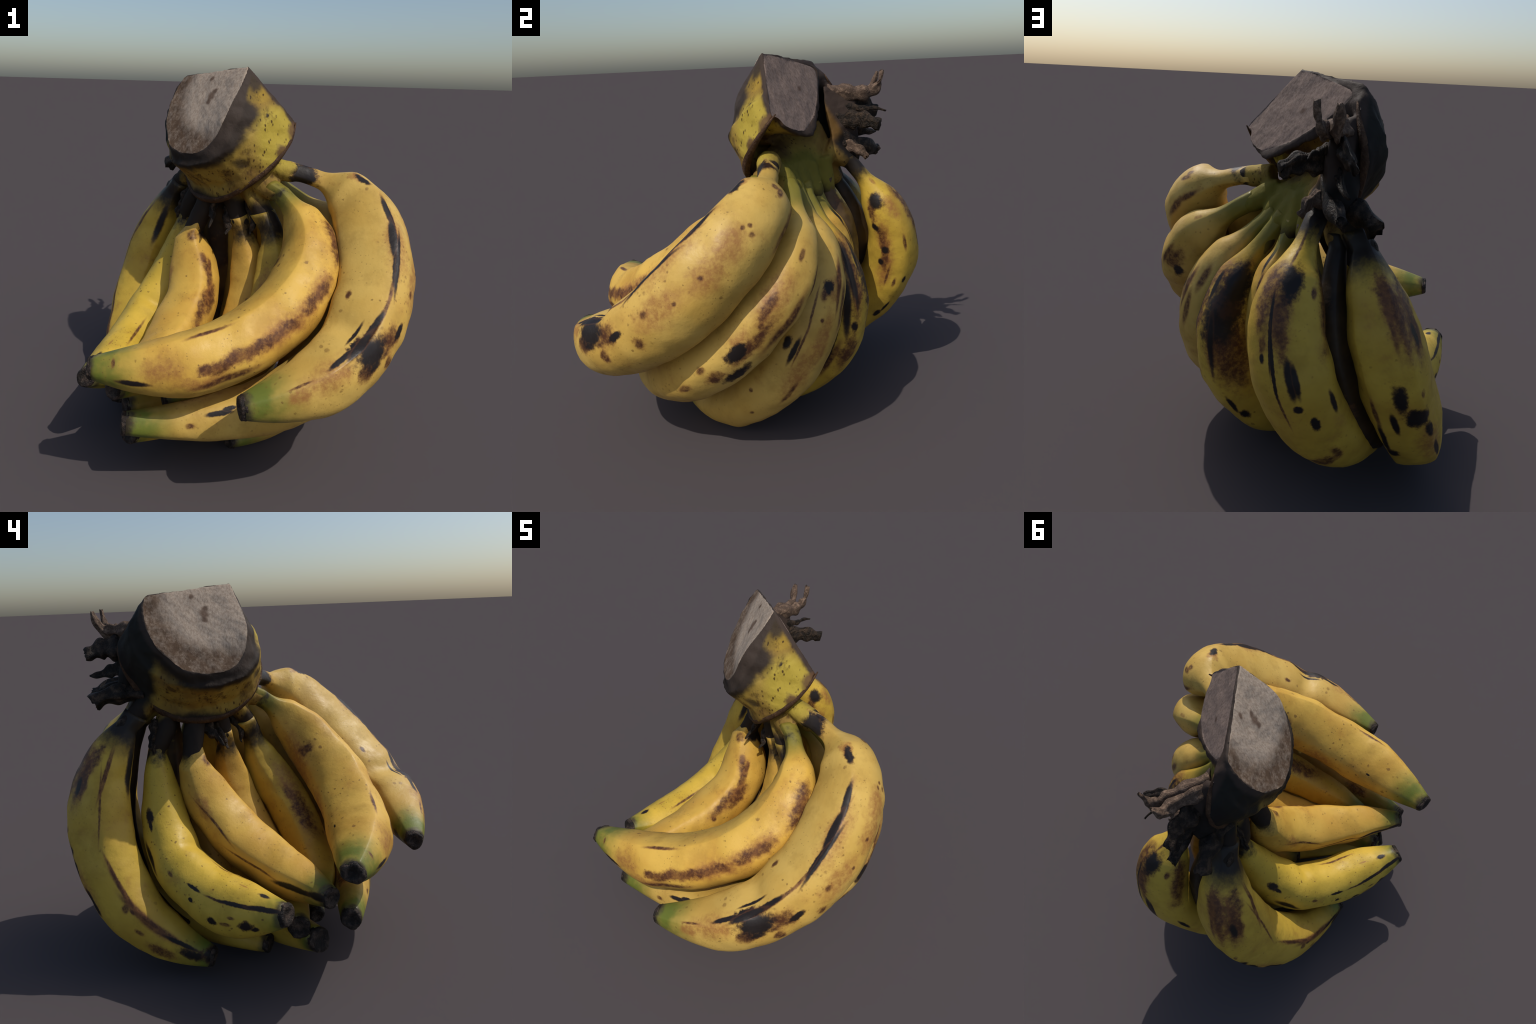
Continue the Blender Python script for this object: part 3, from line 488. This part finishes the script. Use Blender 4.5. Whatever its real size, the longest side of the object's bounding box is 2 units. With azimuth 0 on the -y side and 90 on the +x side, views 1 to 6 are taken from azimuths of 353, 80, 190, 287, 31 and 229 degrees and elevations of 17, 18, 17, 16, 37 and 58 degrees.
# hollow scooped out under the second cut
HOLLOW = [(.08, .09, 1.66), (-.08, .28, 1.69), (-.16, .40, 1.73), (.05, .23, 1.495), (.12, .15, 1.50), (-.07, .36, 1.585), (-.17, .43, 1.66), (.08, .12, 1.49), (-.03, .10, 1.53), (-.14, .24, 1.56), (-.20, .39, 1.60),
          (.40, .32, 1.39), (.14, .62, 1.43), (.38, .20, 1.40), (.10, .22, 1.41), (-.01, .36, 1.405), (-.08, .46, 1.48), (.30, .50, 1.38)]
REAR = [(-.18, .46, 1.68), (-.13, .495, 1.5), (-.20, .46, 1.80), (-.28, .54, 1.80), (-.29, .6, 1.69), (-.28, .56, 1.45), (-.21, .61, 1.755), (-.19, .66, 1.71),
        (-.20, .65, 1.55), (-.2, .67, 1.45), (-.3, .65, 1.40), (-.34, .6, 1.36), (-.18, .58, 1.42)]


def hull_mesh(points):
    bm = bmesh.new()
    for p in points:
        bm.verts.new(p)
    r = bmesh.ops.convex_hull(bm, input=bm.verts)
    bmesh.ops.delete(bm, geom=[g for g in r["geom_interior"] if isinstance(g, bmesh.types.BMVert)], context="VERTS")
    return bm


def append(bm, verts, faces):
    vs = [bm.verts.new(v) for v in verts]
    for f in faces:
        try:
            bm.faces.new([vs[i] for i in f])
        except ValueError:
            pass


def build_crown_mesh():
    on_cut = lambda p: tuple(np.array(p) + FACE1_N * (.006 - (np.array(p) - RIDGE_A) @ FACE1_N))
    inner = lambda p, d: tuple(np.array(p) + (CORE - p) / np.linalg.norm(CORE - p) * d)
    bm = hull_mesh([RIDGE_A, RIDGE_B, *[on_cut(p) for p in FACE1], *FACE2, *[inner(p, .02) for p in WAIST]])
    blocks = [FAN, REAR]
    for i in range(len(RIM) - 1):
        # the skin draws in above the lip, then flares to it
        draw = [.05 if 5 <= k <= 8 else .0 for k in (i, i + 1)]
        mid = [np.array(WAIST[k]) * .38 + np.array(RIM[k]) * .62 for k in (i, i + 1)]
        mid = [m + (CORE - m) * (1, 1, 0) / np.linalg.norm((CORE - m)[:2]) * q for m, q in zip(mid, draw)]
        blocks.append([*WAIST[i:i + 2], *mid] + [inner(p, .10) for p in WAIST[i:i + 2]] + [inner(p, .06) for p in mid])
        blocks.append([*mid, *RIM[i:i + 2]] + [inner(p, .06) for p in mid] + [inner(p, .04) for p in RIM[i:i + 2]])
    for pts in blocks:
        h = hull_mesh(pts)
        h.verts.index_update()
        append(bm, [v.co.copy() for v in h.verts], [[v.index for v in f.verts] for f in h.faces])
        h.free()
    # roots of the stalks, swelling out of the underside
    ph = np.linspace(0, 2 * np.pi, 20, endpoint=False)
    for key in BANANAS:
        reach = dict(K=.08, L=.08, J=.04, I=.05, H=.05, A=.06).get(key, .10)
        ts = np.linspace(0, reach, 6)
        X, r, T, N, B = banana_frames(key, ts)
        rp = np.array(BANANAS[key]["root"])
        rings = []
        for q in np.linspace(1, .2, 5):
            c = X[0] + (rp - X[0]) * q
            tt = (X[0] - rp) / np.linalg.norm(X[0] - rp)
            rad = min(r[0] + .006, .055) + .008 * q
            n = N[0] - (N[0] @ tt) * tt
            n /= np.linalg.norm(n)
            b = np.cross(tt, n)
            rings.append(c + rad * (np.cos(ph)[:, None] * n + np.sin(ph)[:, None] * b))
        for i in range(6):
            rad = min(r[i], .06) - .004 * (1 + i)
            rings.append(X[i] + rad * (np.cos(ph)[:, None] * N[i] + np.sin(ph)[:, None] * B[i]))
        append(bm, np.concatenate(rings), ring_faces(len(rings), 20))
    me = bpy.data.meshes.new("crown_raw")
    bm.to_mesh(me)
    bm.free()
    ob = bpy.data.objects.new("crown_raw", me)
    bpy.context.scene.collection.objects.link(ob)
    m = ob.modifiers.new("r", "REMESH")
    m.mode, m.voxel_size = "VOXEL", .0085
    hb = hull_mesh(HOLLOW)
    hm = bpy.data.meshes.new("hollow")
    hb.to_mesh(hm)
    hb.free()
    hollow = bpy.data.objects.new("hollow", hm)
    bpy.context.scene.collection.objects.link(hollow)
    cut = ob.modifiers.new("c", "BOOLEAN")
    cut.operation, cut.object, cut.solver = "DIFFERENCE", hollow, "EXACT"
    again = ob.modifiers.new("r2", "REMESH")
    again.mode, again.voxel_size = "VOXEL", .0085
    s = ob.modifiers.new("s", "SMOOTH")
    s.factor, s.iterations = .5, 9
    dg = bpy.context.evaluated_depsgraph_get()
    out = bpy.data.meshes.new_from_object(ob.evaluated_get(dg))
    bpy.data.objects.remove(ob)
    bpy.data.objects.remove(hollow)
    return out


def crown_skin():
    n = Nodes("crown_skin")
    warp, fine, tiny = n.warped(.09, 7.0), n.warped(.03, 26.0), n.warped(.012, 60.0)
    AX = ((1, 0, 0), (0, 1, 0), (0, 0, 1))
    DARK, SCORCH = (.026, .018, .013), (.036, .026, .020)
    col = n.mix(n.ramp(n.noise(6.0, 4.0), .35, .65), (.33, .225, .045), (.21, .125, .030))

    def patch(centre, size, lo, hi, colour, amount=1.0, vec=None):
        nonlocal col
        d = n.ellipsoid(vec or warp, centre, AX, size)
        col = n.mix(n.ramp(d, lo, hi, amount, 0.0), col, colour)

    # clean yellow cheek of the crown
    patch((.19, -.02, 1.62), (.17, .16, .22), .55, 1.1, (.40, .30, .045))
    patch((.09, .03, 1.86), (.07, .06, .07), .5, 1.2, (.34, .22, .035), .9)
    # brown specks, drawn out downwards
    st = n.new("ShaderNodeMapping")
    n.link(tiny, st.inputs["Vector"])
    st.inputs["Scale"].default_value = (1, 1, .55)
    fr = n.math("MULTIPLY", n.ramp(n.voronoi(46.0, st.outputs[0]), .16, .30, 1.0, 0.0), n.ramp(n.noise(11.0, 4.0), .40, .58))
    col = n.mix(n.math("MULTIPLY", fr, .9), col, (.055, .026, .010))
    blot = n.ramp(n.noise(15.0, 5.0, .7, vec=st.outputs[0]), .52, .66)
    away = n.ramp(n.ellipsoid(warp, (.22, -.02, 1.66), AX, (.2, .2, .22)), .5, 1.3, .6, 1.0)
    col = n.mix(n.math("MULTIPLY", n.math("MULTIPLY", blot, away), .8), col, (.075, .038, .014))
    # green-yellow underside between the outer stalks, flesh brown higher up
    patch((.14, .36, 1.34), (.30, .28, .22), .75, 1.1, (.16, .14, .020), .9)
    patch((-.10, .50, 1.62), (.10, .12, .14), .7, 1.2, (.16, .085, .022), .9)
    patch((.06, .18, 1.55), (.16, .12, .10), .7, 1.2, (.07, .04, .018), .8)
    # scorched band under the first cut, wide patch towards the ridge
    s = n.vmath("DOT_PRODUCT", n.vmath("SUBTRACT", warp, tuple(RIDGE_A)), tuple(FACE1_N))
    low = n.ramp(n.vmath("DOT_PRODUCT", n.co, (0, 0, 1)), 1.62, 1.78, 1.0, .45)
    col = n.mix(n.math("MULTIPLY", n.ramp(s, -.085, -.035), low), col, DARK)
    patch((-.02, -.07, 1.76), (.125, .11, .10), .7, 1.15, SCORCH)
    patch((-.08, -.09, 1.70), (.10, .08, .07), .6, 1.15, DARK, .8)
    patch((-.10, -.06, 1.66), (.10, .08, .06), .6, 1.2, SCORCH)
    patch((.05, .06, 1.93), (.05, .06, .08), .6, 1.2, SCORCH, .9)
    patch((.12, .005, 1.72), (.012, .03, .035), .6, 1.1, SCORCH, 1.0, fine)
    patch((.11, .0, 1.66), (.018, .03, .03), .6, 1.1, SCORCH, 1.0, fine)
    patch((-.02, -.08, 1.50), (.05, .05, .03), .6, 1.3, SCORCH, .8)
    # black rear of the crown
    patch((-.36, .56, 1.66), (.20, .22, .36), .85, 1.08, (.019, .017, .013))
    patch((-.22, .66, 1.56), (.26, .20, .26), .8, 1.08, (.016, .013, .011))
    patch((-.16, .60, 1.80), (.10, .14, .06), .6, 1.1, (.17, .11, .075), .9)
    patch((-.14, .48, 1.62), (.09, .09, .13), .6, 1.2, (.16, .085, .022), .9)
    s2 = n.vmath("DOT_PRODUCT", n.vmath("SUBTRACT", tiny, tuple(RIDGE_A)), tuple(FACE2_N))
    s1 = n.vmath("DOT_PRODUCT", n.vmath("SUBTRACT", tiny, tuple(RIDGE_A)), tuple(FACE1_N))
    high = n.ramp(n.vmath("DOT_PRODUCT", n.co, (0, 0, 1)), 1.50, 1.56)
    col = n.mix(n.math("MULTIPLY", n.ramp(s2, -.040, -.016), high), col, (.050, .034, .026))
    col = n.mix(n.math("MULTIPLY", n.ramp(s1, -.030, -.012), high), col, (.050, .036, .028))
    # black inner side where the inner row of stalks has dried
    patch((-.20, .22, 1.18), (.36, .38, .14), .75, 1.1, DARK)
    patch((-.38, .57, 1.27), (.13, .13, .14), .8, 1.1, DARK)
    patch((.285, .05, 1.655), (.05, .10, .05), .6, 1.2, (.11, .058, .030), .9)
    patch((.215, -.03, 1.55), (.05, .03, .05), .6, 1.2, (.11, .058, .030), .9)
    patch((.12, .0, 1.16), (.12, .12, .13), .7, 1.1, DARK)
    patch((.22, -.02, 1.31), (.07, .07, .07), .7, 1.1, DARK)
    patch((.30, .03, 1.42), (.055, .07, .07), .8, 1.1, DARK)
    bump = n.math("ADD", n.noise(30.0, 5.0, .65), n.math("MULTIPLY", n.noise(8.0, 3.0), 1.2))
    return n.finish(col, .68, .15, bump, .5, .008)


def cut_material(name, light, dark, mark, centre, size):
    n = Nodes(name)
    fine = n.warped(.03, 22.0)
    streak = n.new("ShaderNodeMapping")
    n.link(n.co, streak.inputs["Vector"])
    streak.inputs["Scale"].default_value = (1.0, 1.0, .45)
    col = n.mix(n.ramp(n.noise(95.0, 5.0, .65, vec=streak.outputs[0]), .30, .62), dark, light)
    col = n.mix(n.ramp(n.noise(14.0, 4.0, .6, vec=streak.outputs[0]), .62, .74, 0.0, .5), col, dark)
    d = n.ellipsoid(n.warped(.07, 7.0), centre, ((1, 0, 0), (0, 1, 0), (0, 0, 1)), size)
    speck = n.noise(26.0, 5.0, .75)
    col = n.mix(n.math("MULTIPLY", n.ramp(d, .8, 1.15), n.ramp(speck, .3, .6, .45, 1.0)), col, (.11, .068, .042))
    for c, r in mark:
        dd = n.ellipsoid(fine, c, ((1, 0, 0), (0, 1, 0), (0, 0, 1)), (r, r, r))
        col = n.mix(n.ramp(dd, .5, 1.2, .8, 0.0), col, (.085, .045, .028))
    bump = n.math("ADD", n.noise(90.0, 5.0, .7, vec=streak.outputs[0]), n.noise(18.0, 3.0))
    return n.finish(col, .85, .12, bump, .4, .005)


me = build_crown_mesh()
bm = bmesh.new()
bm.from_mesh(me)
planes = ((RIDGE_A, FACE1_N), (RIDGE_A, FACE2_N))
for c, nrm in planes:
    bmesh.ops.bisect_plane(bm, geom=bm.verts[:] + bm.edges[:] + bm.faces[:], plane_co=Vector(c), plane_no=Vector(nrm), dist=1e-5)


def rear(y):
    return float(np.clip((.47 - y) / .06, 0, 1))


for it in range(6):
    for v in bm.verts:
        for k, (c, nrm) in enumerate(planes):
            s = (np.array(v.co) - c) @ nrm
            w = 1.0 if k == 0 else rear(v.co.y)
            if s > 0 and v.co.z > 1.45:
                v.co -= Vector(nrm) * float(s * w)
bm.normal_update()
crown = mesh_object("crown", [], [], crown_skin(), root)
groups = {0: [], 1: [], 2: []}
for f in bm.faces:
    which = 0
    for k, (c, nrm) in enumerate(planes):
        if all(abs((np.array(v.co) - c) @ nrm) < 1.5e-4 and v.co.z > 1.45 for v in f.verts):
            which = k + 1
    groups[which].append(f.index)
for v in bm.verts:
    d2 = (np.array(v.co) - (-.09, -.05, 1.77)) @ (np.array(v.co) - (-.09, -.05, 1.77))
    v.co += Vector((-.42, -.82, .38)) * float(.042 * np.exp(-d2 / (2 * .11 ** 2)))
bm.faces.ensure_lookup_table()
side = {}
for k, g in groups.items():
    for f in g:
        for v in bm.faces[f].verts:
            side.setdefault(v, set()).add(k)
rim_verts = {v for v, g in side.items() if len(g) > 1}
for grow in range(2):
    rim_verts |= {e.other_vert(v) for v in list(rim_verts) for e in v.link_edges}
for it in range(4):
    bmesh.ops.smooth_vert(bm, verts=list(rim_verts), factor=.5, use_axis_x=True, use_axis_y=True, use_axis_z=True)
bm.normal_update()
bm.faces.ensure_lookup_table()
allv = [v.co.copy() for v in bm.verts]
print("crown faces", {k: len(g) for k, g in groups.items()})


def sub_mesh(name, ids, mat, parent, lump, seed):
    used, remap, faces = [], {}, []
    for i in ids:
        row = []
        for v in bm.faces[i].verts:
            if v.index not in remap:
                remap[v.index] = len(used)
                used.append(v.index)
            row.append(remap[v.index])
        faces.append(row)
    co = np.array([tuple(allv[i]) for i in used])
    edge = {v.index for i in ids for e in bm.faces[i].edges if any(f.index not in idset for f in e.link_faces) for v in e.verts} if (idset := set(ids)) else set()
    keep = np.array([0.0 if i in edge else 1.0 for i in used])
    nr = np.array([tuple(bm.verts[i].normal) for i in used])
    co = co + nr * (keep * lump(co, seed))[:, None]
    return mesh_object(name, co, faces, mat, parent)


bm.verts.ensure_lookup_table()
bm.verts.index_update()
bm.faces.index_update()
skin_lump = lambda co, s: fbm(co, 7.0, 3, s) * .010
cut_lump = lambda co, s: fbm(co, 9.0, 4, s) * .006
body = sub_mesh("crown_body", groups[0], None, root, skin_lump, 3)
crown.data = body.data
crown.data.materials.append(crown_skin())
bpy.data.objects.remove(body)
cut1 = cut_material("pale_cut", (.44, .35, .268), (.30, .225, .165), [((-.172, .163, 1.83), .030), ((-.161, .236, 1.916), .018), ((-.185, .155, 1.80), .022), ((-.150, .165, 1.855), .022)], (-.10, .08, 1.86), (.34, .34, .245))
cut2 = cut_material("brown_cut", (.24, .175, .142), (.155, .110, .088), [((-.012, .297, 1.804), .022), ((.05, .27, 1.70), .012)], (.0, .25, 1.78), (.6, .6, .6))
sub_mesh("cut_face", groups[1], cut1, crown, cut_lump, 5)
sub_mesh("cut_face", groups[2], cut2, crown, cut_lump, 6)
bm.free()

# brown lip round the crown where the bract was attached
lip_mat = dark_material("bract_scar", (.055, .028, .015), (.125, .068, .036), 20.0, rough=.7)
tube("bract_scar", [np.array(p) + (CORE - p) * .03 for p in RIM], [.003, .012] + [.02] * (len(RIM) - 4) + [.012, .003], lip_mat, crown, 2, 10, 120, .15)

# ---------------------------------------------------------------- DRIED STALKS
dry = dark_material("dried_stalk", (.016, .012, .009), (.095, .062, .040), 30.0, rough=.5)
pale_dry = dark_material("dried_fibre", (.10, .065, .045), (.30, .20, .135), 40.0, rough=.7)
STALKS = [
    ([(-.24, .50, 1.76), (-.20, .62, 1.755), (-.17, .71, 1.74), (-.155, .765, 1.75), (-.158, .785, 1.87)], [.05, .045, .036, .026, .013], pale_dry, .6),
    ([(-.25, .52, 1.74), (-.22, .66, 1.745), (-.22, .76, 1.735), (-.235, .80, 1.85)], [.05, .042, .028, .013], pale_dry, .7),
    ([(-.24, .54, 1.66), (-.25, .64, 1.67), (-.28, .73, 1.65), (-.30, .825, 1.635)], [.07, .065, .05, .028], dry, .45),
    ([(-.20, .54, 1.60), (-.14, .62, 1.61), (-.07, .68, 1.62), (-.005, .725, 1.595)], [.05, .045, .042, .028], dry, .5),
    ([(-.20, .58, 1.66), (-.17, .66, 1.68), (-.13, .73, 1.66), (-.14, .80, 1.655)], [.03, .022, .014, .005], dry, .5),
    ([(-.22, .56, 1.56), (-.24, .65, 1.55), (-.27, .73, 1.53), (-.29, .805, 1.52)], [.05, .04, .028, .008], dry, .5),
    ([(-.20, .54, 1.48), (-.20, .65, 1.47), (-.24, .74, 1.44), (-.27, .825, 1.42)], [.06, .048, .042, .034], dry, .75),
    ([(-.26, .52, 1.42), (-.31, .60, 1.43), (-.36, .68, 1.42), (-.40, .735, 1.395)], [.06, .05, .042, .038], dry, .9),
    ([(-.20, .54, 1.48), (-.16, .61, 1.46), (-.12, .66, 1.44), (-.09, .68, 1.41)], [.05, .04, .03, .014], pale_dry, .5),
    ([(-.38, .54, 1.28), (-.42, .61, 1.22), (-.46, .65, 1.18), (-.49, .66, 1.12)], [.05, .035, .025, .008], dry, .5),
    # withered flower remains among the inner stalks
    ([(-.14, .22, 1.24), (-.15, .18, 1.19), (-.16, .14, 1.16), (-.17, .10, 1.12)], [.04, .03, .02, .007], dry, .6),
    ([(-.06, .18, 1.22), (-.07, .15, 1.16), (-.07, .12, 1.12), (-.08, .10, 1.07)], [.035, .025, .018, .006], dry, .6),
    ([(.06, .12, 1.26), (.07, .09, 1.18), (.07, .07, 1.13), (.06, .06, 1.08)], [.035, .025, .018, .006], dry, .6),
    ([(-.27, .44, 1.26), (-.33, .44, 1.19), (-.35, .44, 1.14), (-.36, .44, 1.09)], [.04, .028, .02, .008], dry, .6),
]
for i, (pts, rad, mat, fl) in enumerate(STALKS):
    tube("dried_stalk", pts, rad, mat, crown, 20 + i, 22, 36, .20, fl, .009, .008)
